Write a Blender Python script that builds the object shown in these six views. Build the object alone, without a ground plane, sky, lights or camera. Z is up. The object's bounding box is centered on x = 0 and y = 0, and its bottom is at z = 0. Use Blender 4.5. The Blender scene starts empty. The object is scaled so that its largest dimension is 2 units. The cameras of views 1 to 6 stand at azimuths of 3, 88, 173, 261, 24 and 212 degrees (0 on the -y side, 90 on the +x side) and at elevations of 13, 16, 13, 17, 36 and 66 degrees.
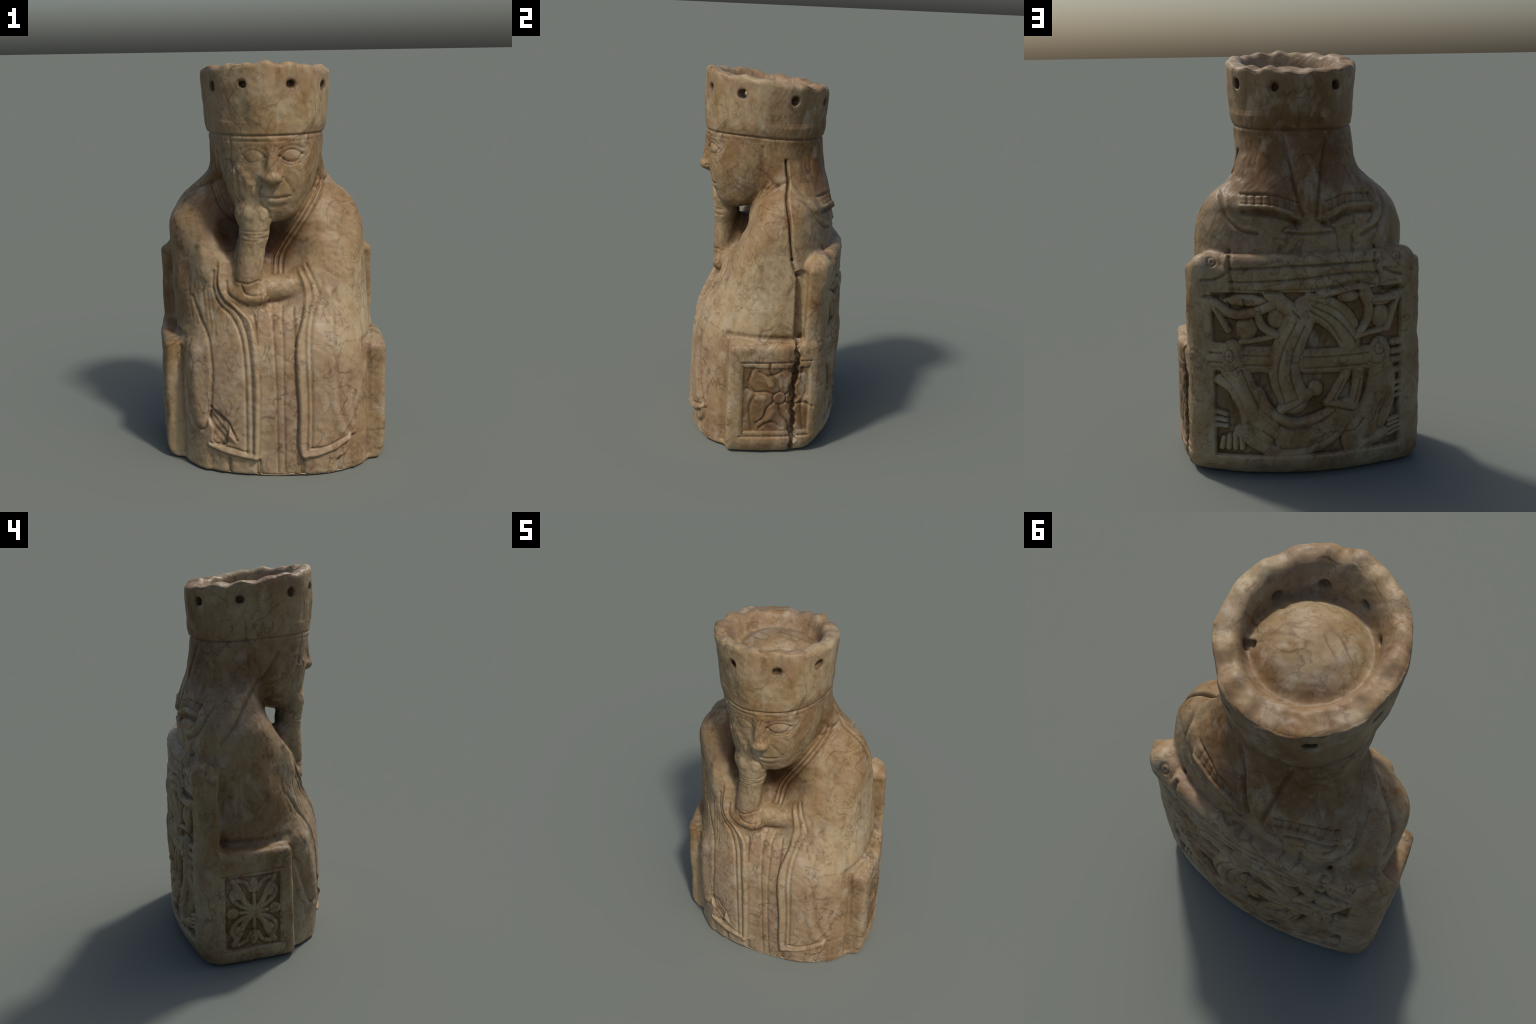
# Carved ivory chess queen on a throne: one continuous carved surface, modelled as
# a field of blended solids (lofted body, head, crown, arms, throne), meshed with
# surface nets, refined, carved with relief strokes and grooves, then separated
# into its named parts.
import bpy, math
import numpy as np

F = np.float32
CELL = 0.0075          # grid step; the mesh is subdivided once more (3.75 mm)

# ------------------------------------------------------------------ helpers
def smooth_table(rows, n=260):
    """Catmull-Rom through rows (first column = parameter); returns dense table."""
    r = np.array(rows, float)
    t = np.linspace(r[0, 0], r[-1, 0], n)
    out = [t]
    for c in range(1, r.shape[1]):
        m = np.gradient(r[:, c], r[:, 0])
        i = np.clip(np.searchsorted(r[:, 0], t) - 1, 0, len(r) - 2)
        h = r[i + 1, 0] - r[i, 0]
        s = (t - r[i, 0]) / h
        a = (2*s**3 - 3*s**2 + 1)*r[i, c] + (s**3 - 2*s**2 + s)*h*m[i] \
            + (-2*s**3 + 3*s**2)*r[i + 1, c] + (s**3 - s**2)*h*m[i + 1]
        out.append(a)
    return np.array(out)

def spline(pts, sub=6):
    p = np.array(pts, float)
    if len(p) < 3:
        return p
    q = np.vstack([2*p[0] - p[1], p, 2*p[-1] - p[-2]])
    out = []
    for i in range(1, len(q) - 2):
        for s in np.arange(sub)/sub:
            a, b, c, d = q[i-1:i+3]
            out.append(0.5*(2*b + (c-a)*s + (2*a-5*b+4*c-d)*s*s + (3*b-a-3*c+d)*s**3))
    out.append(p[-1])
    return np.array(out)

def smin(a, b, k):
    h = np.maximum(k - np.abs(a - b), 0)/k
    return np.minimum(a, b) - h*h*k*0.25

def smax(a, b, k):
    return -smin(-a, -b, k)

def sstep(a, b, x):
    t = np.clip((x - a)/(b - a), 0, 1)
    return t*t*(3 - 2*t)

RNG = np.random.RandomState(7)
class SineNoise:
    """Cheap smooth 3D noise: a sum of seeded plane waves."""
    def __init__(self, scale, n=14):
        d = RNG.normal(size=(n, 3)); d /= np.linalg.norm(d, axis=1)[:, None]
        self.k = (d*(RNG.uniform(.6, 1.5, n)*scale)[:, None]).astype(F)
        self.p = RNG.uniform(0, 6.28, n).astype(F)
    def __call__(self, P):
        v = np.zeros(len(P), F)
        for k, p in zip(self.k, self.p):
            v += np.sin(P @ k + p)
        return v/np.sqrt(len(self.k))

# --------------------------------------------------------------- solids
# lofts: z, x left, x right, mid y, y front, y back,
#        exponents front-left, front-right, back-left, back-right
BODY = smooth_table([
    (-.10, -.465, .540, .00, -.405, .34, 2.7, 2.7, 2.5, 2.5),
    (.00, -.465, .532, .00, -.408, .34, 2.7, 2.7, 2.5, 2.5),
    (.20, -.468, .532, .00, -.414, .35, 2.65, 2.6, 2.5, 2.5),
    (.45, -.468, .526, .00, -.410, .35, 2.55, 2.55, 2.5, 2.5),
    (.60, -.480, .515, .04, -.395, .35, 2.3, 2.8, 2.5, 2.5),
    (.72, -.500, .508, .12, -.358, .35, 2.1, 2.8, 2.5, 2.5),
    (.80, -.502, .503, .12, -.320, .35, 2.2, 2.6, 2.4, 2.4),
    (.87, -.504, .497, .12, -.286, .35, 2.3, 2.6, 2.4, 2.4),
    (1.00, -.510, .488, .11, -.226, .355, 2.2, 2.9, 2.4, 2.2),
    (1.10, -.520, .480, .10, -.180, .358, 2.1, 3.2, 2.3, 2.0),
    (1.20, -.514, .470, .10, -.130, .356, 2.2, 3.2, 2.2, 1.78),
    (1.26, -.492, .448, .10, -.107, .352, 2.3, 3.1, 2.2, 1.72),
    (1.30, -.462, .425, .10, -.092, .345, 2.4, 2.9, 2.2, 1.8),
    (1.335, -.430, .398, .10, -.080, .337, 2.4, 2.6, 2.2, 1.75),
    (1.37, -.394, .355, .10, -.074, .328, 2.4, 2.5, 2.2, 1.7),
    (1.40, -.364, .322, .10, -.076, .320, 2.4, 2.4, 2.2, 1.7),
    (1.45, -.318, .291, .09, -.086, .303, 2.5, 2.4, 2.2, 1.65),
    (1.50, -.297, .274, .07, -.105, .294, 2.5, 2.4, 2.3, 1.65),
    (1.56, -.292, .267, .04, -.125, .282, 2.5, 2.3, 2.3, 1.7),
    (1.62, -.288, .264, .01, -.145, .275, 2.3, 2.2, 2.2, 1.8),
    (1.70, -.287, .266, .00, -.150, .272, 2.1, 2.1, 2.1, 1.9)])

HEAD = smooth_table([
    (1.20, -.075, .100, -.19, -.245, -.12, 2.2, 2.2, 2.2, 2.2),
    (1.24, -.100, .120, -.18, -.268, -.11, 2.3, 2.3, 2.2, 2.2),
    (1.28, -.140, .150, -.16, -.287, -.08, 2.3, 2.4, 2.2, 2.2),
    (1.34, -.175, .182, -.12, -.315, -.03, 2.3, 2.4, 2.2, 2.2),
    (1.40, -.203, .216, -.08, -.332, .04, 2.2, 2.4, 2.2, 2.2),
    (1.47, -.228, .238, -.05, -.343, .10, 2.2, 2.4, 2.2, 2.2),
    (1.56, -.252, .252, -.04, -.352, .18, 2.1, 2.4, 2.2, 2.0),
    (1.64, -.272, .260, -.04, -.360, .24, 2.0, 2.3, 2.2, 2.0),
    (1.72, -.285, .272, -.04, -.362, .27, 1.9, 2.1, 2.2, 2.0)])

CROWN = smooth_table([
    (1.62, -.255, .235, -.043, -.335, .245, 1.72, 2.0, 2.2, 1.8),
    (1.655, -.288, .266, -.043, -.362, .277, 1.72, 2.0, 2.2, 1.8),
    (1.69, -.302, .281, -.043, -.368, .288, 1.72, 2.0, 2.2, 1.8),
    (1.76, -.308, .289, -.040, -.373, .293, 1.72, 2.0, 2.2, 1.8),
    (1.86, -.315, .295, -.038, -.375, .299, 1.76, 2.0, 2.25, 1.85),
    (1.94, -.322, .300, -.036, -.372, .303, 1.82, 2.0, 2.3, 1.9),
    (2.04, -.328, .305, -.036, -.368, .306, 1.85, 2.0, 2.3, 1.9)])

# hollow inside the crown
BOWL = smooth_table([
    (1.76, -.205, .195, -.04, -.250, .150, 2.0, 2.0, 2.0, 2.0),
    (1.85, -.218, .207, -.04, -.266, .175, 2.0, 2.0, 2.0, 2.0),
    (1.90, -.224, .212, -.04, -.270, .195, 2.0, 2.0, 2.0, 2.0),
    (1.94, -.240, .226, -.04, -.280, .226, 2.0, 2.0, 2.0, 2.0),
    (1.99, -.274, .258, -.04, -.308, .266, 2.0, 2.0, 2.0, 2.0),
    (2.04, -.306, .288, -.04, -.340, .290, 2.0, 2.0, 2.0, 2.0)])

def loft(P, T):
    z = P[:, 2]
    xl, xr, cy, yf, yb, n = [np.interp(z, T[0], T[i]).astype(F) for i in range(1, 7)]
    a = (xr - xl)/2
    nr, nbl, nbr = [np.interp(z, T[0], T[i]).astype(F) for i in (7, 8, 9)]
    right = sstep(-.35, .35, (P[:, 0] - (xl + xr)/2)/a)
    n = np.where(P[:, 1] < cy, n + (nr - n)*right, nbl + (nbr - nbl)*right)
    b = np.where(P[:, 1] < cy, cy - yf, yb - cy)
    px = np.abs(P[:, 0] - (xl + xr)/2)/a
    py = np.abs(P[:, 1] - cy)/b
    r = (px**n + py**n + 1e-9)**(1/n)
    return (r - 1)*np.minimum(a, b)

def ellipsoid(P, c, r):
    q = (P - np.array(c, F))/np.array(r, F)
    k0 = np.sqrt((q*q).sum(1)) + 1e-6
    q2 = q/np.array(r, F)
    return k0*(k0 - 1)/(np.sqrt((q2*q2).sum(1)) + 1e-6)

def capsule(P, a, b, ra, rb):
    a = np.array(a, F); d = np.array(b, F) - a
    t = np.clip(((P - a) @ d)/(d @ d), 0, 1)
    q = P - a - t[:, None]*d
    return np.sqrt((q*q).sum(1)) - (ra + (rb - ra)*t)

def rbox(P, c, h, r):
    q = np.abs(P - np.array(c, F)) - (np.array(h, F) - r)
    return np.sqrt((np.maximum(q, 0)**2).sum(1)) + np.minimum(q.max(1), 0) - r

# throne plan
def side_left(y):
    return np.interp(y, [-.25, -.19, -.05, .06, .18, .28, .34, .40],
                     [-.522, -.525, -.555, -.578, -.590, -.580, -.562, -.54])
def side_right(y):
    return np.interp(y, [-.25, -.19, 0., .12, .20, .30, .36, .40],
                     [.578, .582, .584, .570, .540, .516, .490, .46])
def back_y(x):
    return .412 - np.where(x > 0, .46, .36)*x*x

def throne_shell(P):
    """Plan outline of the throne, extruded; negative inside."""
    x, y, z = P.T
    d = np.maximum(side_left(y) - x, x - side_right(y))
    undercut = np.interp(x, [-.5, 0, .5], [.045, .055, .080])*np.clip(1 - z/.10, 0, 1)**1.5
    db = y - (back_y(x) - undercut)
    d = smax(d + .028*np.clip(1 - z/.07, 0, 1)**1.6, db, .05)
    return d.astype(F)

def arm_box(P):
    d = throne_shell(P)
    x, y, z = P.T
    top = np.where(x < 0, .628, .620)
    front = -.196 + .02*np.clip(z/.6, 0, 1)*(x < 0)
    d = smax(d, front - y, .035)
    return smax(d, z - top, .04)

def back_slab(P):
    d = throne_shell(P)
    x, y, z = P.T
    d = smax(d, .203 - y, .03)
    return smax(d, z - (1.035 + .03*(np.abs(x) < .36)), .03)

def rail(P):
    """Rolled top rail that follows the bowed back."""
    x, y, z = P.T
    q = np.sqrt((y - (back_y(x) - .040))**2 + ((z - 1.056)*1.05)**2) - .037
    return smax(q, np.abs(x + .01) - .37, .02).astype(F)

FINIALS = [((.418, .262, .992), (.088, .062, .092)), ((-.452, .268, .992), (.096, .062, .096))]
def finial(P, i):
    c, h = FINIALS[i]
    d = rbox(P, c, h, .055)
    return d

FOREARM = ((-.100, -.246, .955), (-.062, -.243, 1.20), .064, .065)
FINGERS = [((-.112, -.250, 1.33), (-.150, -.286, 1.490)), ((-.090, -.274, 1.33), (-.122, -.306, 1.505)),
           ((-.064, -.288, 1.33), (-.094, -.318, 1.475)), ((-.040, -.292, 1.32), (-.064, -.324, 1.435))]
def upright_arm(P):
    d = capsule(P, *FOREARM)
    d = smin(d, capsule(P, (-.062, -.243, 1.20), (-.066, -.262, 1.29), .063, .068), .04)
    return d
def upright_hand(P):
    d = ellipsoid(P, (-.070, -.262, 1.295), (.082, .052, .085))
    d = smin(d, ellipsoid(P, (-.020, -.268, 1.275), (.036, .036, .060)), .03)
    for a, b in FINGERS:
        d = smin(d, capsule(P, a, b, .032, .013), .014)
    return d
def resting_arm(P):
    return capsule(P, (.20, -.160, .912), (-.06, -.218, .902), .066, .064)
def resting_hand(P):
    d = ellipsoid(P, (-.120, -.246, .892), (.086, .062, .066))
    return smin(d, ellipsoid(P, (-.055, -.262, .875), (.055, .05, .05)), .03)
def sleeve(P):
    """Right upper arm under the cloak, down to the elbow, and the cloth behind the wrist."""
    d = capsule(P, (-.365, .005, 1.19), (-.250, -.135, 1.00), .082, .076)
    d = smin(d, capsule(P, (-.250, -.135, 1.00), (-.190, -.205, .90), .076, .060), .06)
    return smin(d, capsule(P, (-.110, -.190, .94), (-.100, -.190, 1.125), .065, .050), .03)
def nose(P):
    d = capsule(P, (.024, -.345, 1.635), (.026, -.360, 1.475), .014, .025)
    d = smin(d, ellipsoid(P, (.027, -.356, 1.470), (.047, .032, .026)), .02)
    return d

def rim_height(P):
    a = np.arctan2(P[:, 0], -(P[:, 1] + .036))
    return (1.953 - .132*(P[:, 1] + .036) + .0045*np.sin(17*a + .7 + 1.2*np.sin(2*a)) + .004*np.sin(11*a + 2 + .8*np.sin(3*a))
            + .004*np.sin(5*a + 1)).astype(F)

PIERCED = (-55, 66, 116)
HOLE_AZIMUTHS = [-55, -18, 25, 66, 116, 158, -146, -105]
def crown_holes(P):
    d = np.full(len(P), 9, F)
    for az in HOLE_AZIMUTHS:
        a = math.radians(az)
        s, c = math.sin(a), -math.cos(a)
        z = 1.866 + .030*math.cos(a)
        p = (-.01 + .36*s, -.036 + .39*c, z + .004)
        q = (-.01 + .18*s, -.046 + .20*c, z - .006)
        if az in PIERCED:
            d = np.minimum(d, capsule(P, p, q, .029, .014))
        else:
            t = (-.01 + .285*s, -.036 + .312*c, z)
            d = np.minimum(d, capsule(P, p, t, .032, .016))
            if abs(az) < 90:
                d = np.minimum(d, capsule(P, q, (-.01 + .222*s, -.046 + .242*c, z - .004), .020, .020))
    return d

def dome(P):
    return ellipsoid(P, (-.006, -.045, 1.710), (.255, .245, .215))

def local(d, P, lo, hi, fn):
    m = np.all((P > np.array(lo, F)) & (P < np.array(hi, F)), axis=1)
    if m.any():
        d[m] = fn(d[m], P[m])
    return d

def field(P):
    """Blend of all the solids; negative inside the carving."""
    z = P[:, 2]
    d = loft(P, BODY)
    d = np.where(z > 1.70, np.maximum(d, z - 1.70), d)
    # hollow between the shoulders, behind the raised forearm
    d = local(d, P, (-.45, -.5, .8), (.4, .1, 1.5),
              lambda d, P: smax(d, -ellipsoid(P, (.020, -.245, 1.125), (.250, .150, .170)), .05))
    d = local(d, P, (-.45, -.5, .9), (.4, .2, 1.5),
              lambda d, P: smax(d, -ellipsoid(P, (-.205, -.155, 1.17), (.070, .070, .12)), .06))
    # the lap dips behind the forearm that lies across it
    d = local(d, P, (-.2, -.5, .75), (.3, .1, 1.12),
              lambda d, P: smax(d, -ellipsoid(P, (.035, -.300, .945), (.150, .115, .120)), .035))
    # valley between hair and veil on the right of the neck
    d = local(d, P, (.05, .0, 1.25), (.5, .5, 1.75),
              lambda d, P: smax(d, -ellipsoid(P, (.325, .235, 1.565), (.135, .130, .120)), .06))
    # gap below the chin that lets light through from side to side
    d = local(d, P, (-.6, -.5, 1.0), (.6, .1, 1.4),
              lambda d, P: smax(d, -capsule(P, (-.60, -.165, 1.188), (.60, -.158, 1.188), .036, .036), .03))
    d = local(d, P, (-.75, -.5, -.2), (.75, .6, .75), lambda d, P: smin(d, arm_box(P), .025))
    d = local(d, P, (-.75, .1, -.2), (.75, .6, 1.2), lambda d, P: smin(d, back_slab(P), .035))
    # open joint between the cloak and the chair posts
    d = local(d, P, (.38, .05, .55), (.65, .30, 1.08),
              lambda d, P: smax(d, -rbox(P, (.535, .172, .82), (.075, .026, .185), .02), .012))
    d = local(d, P, (-.65, .05, .65), (-.42, .30, 1.05),
              lambda d, P: smax(d, -rbox(P, (-.545, .168, .86), (.045, .028, .085), .022), .03))
    d = local(d, P, (-.5, .2, .95), (.5, .6, 1.2), lambda d, P: smin(d, rail(P), .015))
    for i in (0, 1):
        c = FINIALS[i][0][0]
        d = local(d, P, (c - .2, .1, .85), (c + .2, .5, 1.2), lambda d, P: smin(d, finial(P, i), .025))
    d = local(d, P, (-.4, -.5, 1.12), (.4, .4, 1.78),
              lambda d, P: smin(d, np.maximum(smax(loft(P, HEAD), 1.238 - P[:, 2], .07), P[:, 2] - 1.72), .035))
    d = local(d, P, (-.1, -.5, 1.38), (.15, -.25, 1.72), lambda d, P: smin(d, nose(P), .034))
    d = local(d, P, (-.55, -.4, .75), (.1, .15, 1.35), lambda d, P: smin(d, sleeve(P), .09))
    d = local(d, P, (-.3, -.4, .75), (.4, -.05, 1.08), lambda d, P: smin(d, resting_arm(P), .016))
    d = local(d, P, (-.3, -.4, .75), (.1, -.1, 1.08), lambda d, P: smin(d, resting_hand(P), .020))
    d = local(d, P, (-.25, -.4, .85), (.1, -.1, 1.4), lambda d, P: smin(d, upright_arm(P), .018))
    d = local(d, P, (-.25, -.42, 1.1), (.1, -.15, 1.58), lambda d, P: smin(d, upright_hand(P), .022))

    def crown(d, P):
        out = np.maximum(loft(P, CROWN), 1.63 - P[:, 2])
        out = smax(out, P[:, 2] - rim_height(P), .03)
        bowl = smax(loft(P, BOWL), 1.838 - P[:, 2], .05)
        body = smin(d, out, .012)
        body = smax(body, -bowl, .02)
        body = smin(body, dome(P), .02)
        return smax(body, -crown_holes(P), .012)
    d = local(d, P, (-.5, -.5, 1.60), (.5, .5, 2.2), crown)
    return smax(d, .002 - z, .022).astype(F)

# -------------------------------------------------------------- surface nets
def surface_nets():
    lo = np.array([-.63, -.46, -.03]); hi = np.array([.63, .46, 2.05])
    n = np.ceil((hi - lo)/CELL).astype(int) + 1
    n += (-(n - 1)) % 2
    ax = [lo[i] + CELL*np.arange(n[i]) for i in range(3)]
    # coarse pass finds the band around the surface
    cn = (n - 1)//2 + 1
    G = np.stack(np.meshgrid(*[a[::2] for a in ax], indexing='ij'), -1).reshape(-1, 3).astype(F)
    c = field(G).reshape(cn)
    up = c
    for axis in range(3):
        a = np.moveaxis(up, axis, 0)
        b = np.empty((2*a.shape[0] - 1,) + a.shape[1:], F)
        b[::2] = a; b[1::2] = (a[:-1] + a[1:])/2
        up = np.moveaxis(b, 0, axis)
    V = np.ascontiguousarray(up)
    band = np.abs(V) < 3.2*CELL
    idx = np.argwhere(band)
    V[band] = field((lo + idx*CELL).astype(F))
    inside = V < 0
    # one vertex per cell that the surface crosses
    s = np.zeros(n - 1, np.int8)
    for o in np.ndindex(2, 2, 2):
        s += inside[o[0]:o[0] + n[0] - 1, o[1]:o[1] + n[1] - 1, o[2]:o[2] + n[2] - 1]
    cells = np.argwhere((s > 0) & (s < 8))
    num = np.full(n - 1, -1, np.int32)
    num[tuple(cells.T)] = np.arange(len(cells))
    acc = np.zeros((len(cells), 3)); cnt = np.zeros(len(cells))
    corners = list(np.ndindex(2, 2, 2))
    for a in corners:
        for b in corners:
            if sum(b) == sum(a) + 1 and all(q >= p for p, q in zip(a, b)):
                va = V[tuple((cells + a).T)]; vb = V[tuple((cells + b).T)]
                m = (va < 0) != (vb < 0)
                t = va/np.where(m, va - vb, 1)
                p = np.array(a) + t[:, None]*(np.array(b) - np.array(a))
                acc[m] += p[m]; cnt[m] += 1
    verts = lo + (cells + acc/cnt[:, None])*CELL
    quads = []
    for axis in range(3):
        sl0 = [slice(None)]*3; sl1 = [slice(None)]*3
        sl0[axis] = slice(0, -1); sl1[axis] = slice(1, None)
        a = inside[tuple(sl0)]; b = inside[tuple(sl1)]
        e = np.argwhere(a != b)
        u, v = [(1, 2), (2, 0), (0, 1)][axis]
        e = e[(e[:, u] > 0) & (e[:, v] > 0)]
        flip = ~a[tuple(e.T)]
        du = np.zeros(3, int); dv = np.zeros(3, int); du[u] = 1; dv[v] = 1
        q = np.stack([num[tuple((e - du - dv).T)], num[tuple((e - dv).T)],
                      num[tuple(e.T)], num[tuple((e - du).T)]], 1)
        q[flip] = q[flip][:, ::-1]
        quads.append(q)
    return verts.astype(F), np.concatenate(quads)

def subdivide(V, Q):
    e = np.sort(np.stack([Q, np.roll(Q, -1, 1)], -1).reshape(-1, 2), 1)
    key = e[:, 0].astype(np.int64)*len(V) + e[:, 1]
    u, inv = np.unique(key, return_inverse=True)
    mid = (V[u//len(V)] + V[u % len(V)])/2
    cen = V[Q].mean(1)
    em = (len(V) + inv).reshape(-1, 4)
    fc = len(V) + len(u) + np.arange(len(Q))
    nq = np.stack([np.stack([Q[:, i], em[:, i], fc, em[:, i - 1]], 1) for i in range(4)], 1).reshape(-1, 4)
    return np.vstack([V, mid, cen]).astype(F), nq

def gradient(P, h=.003):
    g = np.zeros_like(P)
    for k in ((1, -1, -1), (-1, -1, 1), (-1, 1, -1), (1, 1, 1)):
        k = np.array(k, F)
        g += k*field(P + h*k)[:, None]
    return g/(4*h)

def settle(P, it=2):
    for _ in range(it):
        g = gradient(P)
        l2 = np.maximum((g*g).sum(1), .15)
        P = P - (np.clip(field(P), -.006, .006)/l2)[:, None]*g
    g = gradient(P)
    return P, g/(np.linalg.norm(g, axis=1)[:, None] + 1e-9)

# -------------------------------------------------------------- relief tools
def line_distance(U, pts, reach):
    """Distance of the 2D points U to a smooth curve, only within reach."""
    c = spline(pts)
    d = np.full(len(U), 9, F)
    lo = c.min(0) - reach; hi = c.max(0) + reach
    m = np.where(np.all((U > lo) & (U < hi), 1))[0]
    if len(m) == 0:
        return d
    u = U[m]
    best = np.full(len(m), 9, F)
    for a, b in zip(c[:-1], c[1:]):
        w = b - a
        t = np.clip(((u - a) @ w)/(w @ w + 1e-12), 0, 1)
        q = u - a - t[:, None]*w
        best = np.minimum(best, (q*q).sum(1))
    d[m] = np.sqrt(best)
    return d

class Relief:
    """Height over one side of the carving, in that side's own plane."""
    def __init__(self, U):
        self.U = U.astype(F)
        self.h = np.zeros(len(U), F)
    def groove(self, pts, width=.008, depth=.008):
        d = line_distance(self.U, pts, 3*width)
        self.h -= depth*np.exp(-(d/width)**2)
        return self
    def ridge(self, pts, half, height):
        d = line_distance(self.U, pts, half*1.1)
        self.h = np.maximum(self.h, np.where(d < half, self.mask*height*np.clip(1 - (d/half)**2, 0, 1)**.62 + self.base(), -9))
        return self
    def swell(self, pts, half, height):
        d = line_distance(self.U, pts, half*2.5)
        self.h += height*np.exp(-(d/half)**2)
        return self
    def floor(self, mask, depth):
        self._base = -depth*mask
        self.mask = mask
        self.h += self._base
        return self
    def base(self):
        return getattr(self, '_base', 0)
    def lump(self, c, r, height):
        q = (self.U - np.array(c, F))/np.array(r, F)
        k = (q*q).sum(1)
        self.h = np.maximum(self.h, np.where(k < 1, self.mask*height*np.sqrt(np.clip(1 - k, 0, 1)) + self.base(), -9))
        return self
    def dent(self, c, r, depth):
        q = (self.U - np.array(c, F))/np.array(r, F)
        self.h -= depth*np.exp(-(q*q).sum(1)**2)
        return self

def inside_rect(U, x0, x1, y0, y1, soft):
    return (sstep(x0 - soft, x0 + soft, U[:, 0])*sstep(x1 + soft, x1 - soft, U[:, 0])
            * sstep(y0 - soft, y0 + soft, U[:, 1])*sstep(y1 + soft, y1 - soft, U[:, 1]))

# curves on the front (x, z)
CLOAK_L_IN = [(-.218, 1.04), (-.224, .958), (-.199, .888), (-.139, .83), (-.078, .772), (-.052, .663), (-.041, .481), (-.044, .279), (-.051, .092)]
CLOAK_L_MID = [(-.243, 1.02), (-.249, .935), (-.215, .865), (-.145, .805), (-.101, .709), (-.081, .560), (-.077, .360), (-.077, .128)]
CLOAK_L_OUT = [(-.266, 1.0), (-.270, .911), (-.238, .845), (-.172, .785), (-.128, .694), (-.111, .560), (-.107, .360), (-.108, .131)]
CLOAK_R_IN = [(.142, .988), (.168, .925), (.176, .847), (.167, .785), (.137, .667), (.140, .517), (.150, .357), (.147, .169), (.164, .101)]
CLOAK_R_MID = [(.165, 1.003), (.204, .933), (.214, .870), (.200, .805), (.181, .698), (.185, .517), (.192, .357), (.187, .144)]
CLOAK_R_OUT = [(.187, 1.019), (.232, .941), (.251, .878), (.225, .805), (.207, .690), (.211, .517), (.214, .316), (.210, .153)]
HEM_L = [(-.288, .138), (-.208, .114), (-.124, .098), (-.051, .090)]
HEM_R = [(.164, .103), (.237, .107), (.336, .137), (.412, .185)]

def edge_x(curve, z):
    c = spline(curve)
    o = np.argsort(c[:, 1])
    return np.interp(z, c[o, 1], c[o, 0])

def gown_mask(P):
    """1 on the gown that shows between and below the open cloak."""
    x, z = P[:, 0], P[:, 2]
    open_front = (x > edge_x(CLOAK_L_IN, z)) & (x < edge_x(CLOAK_R_IN, z)) & (z < .86)
    hem = np.where(x < .06, np.interp(x, [-.5, -.288, -.208, -.051, .06], [.16, .138, .114, .09, .09]),
                   np.interp(x, [.06, .164, .237, .336, .412, .5], [.10, .103, .107, .137, .185, .2]))
    below = (z < hem) & (x > -.30) & (x < .42)
    return (open_front | below) & (P[:, 1] < -.15)

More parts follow.
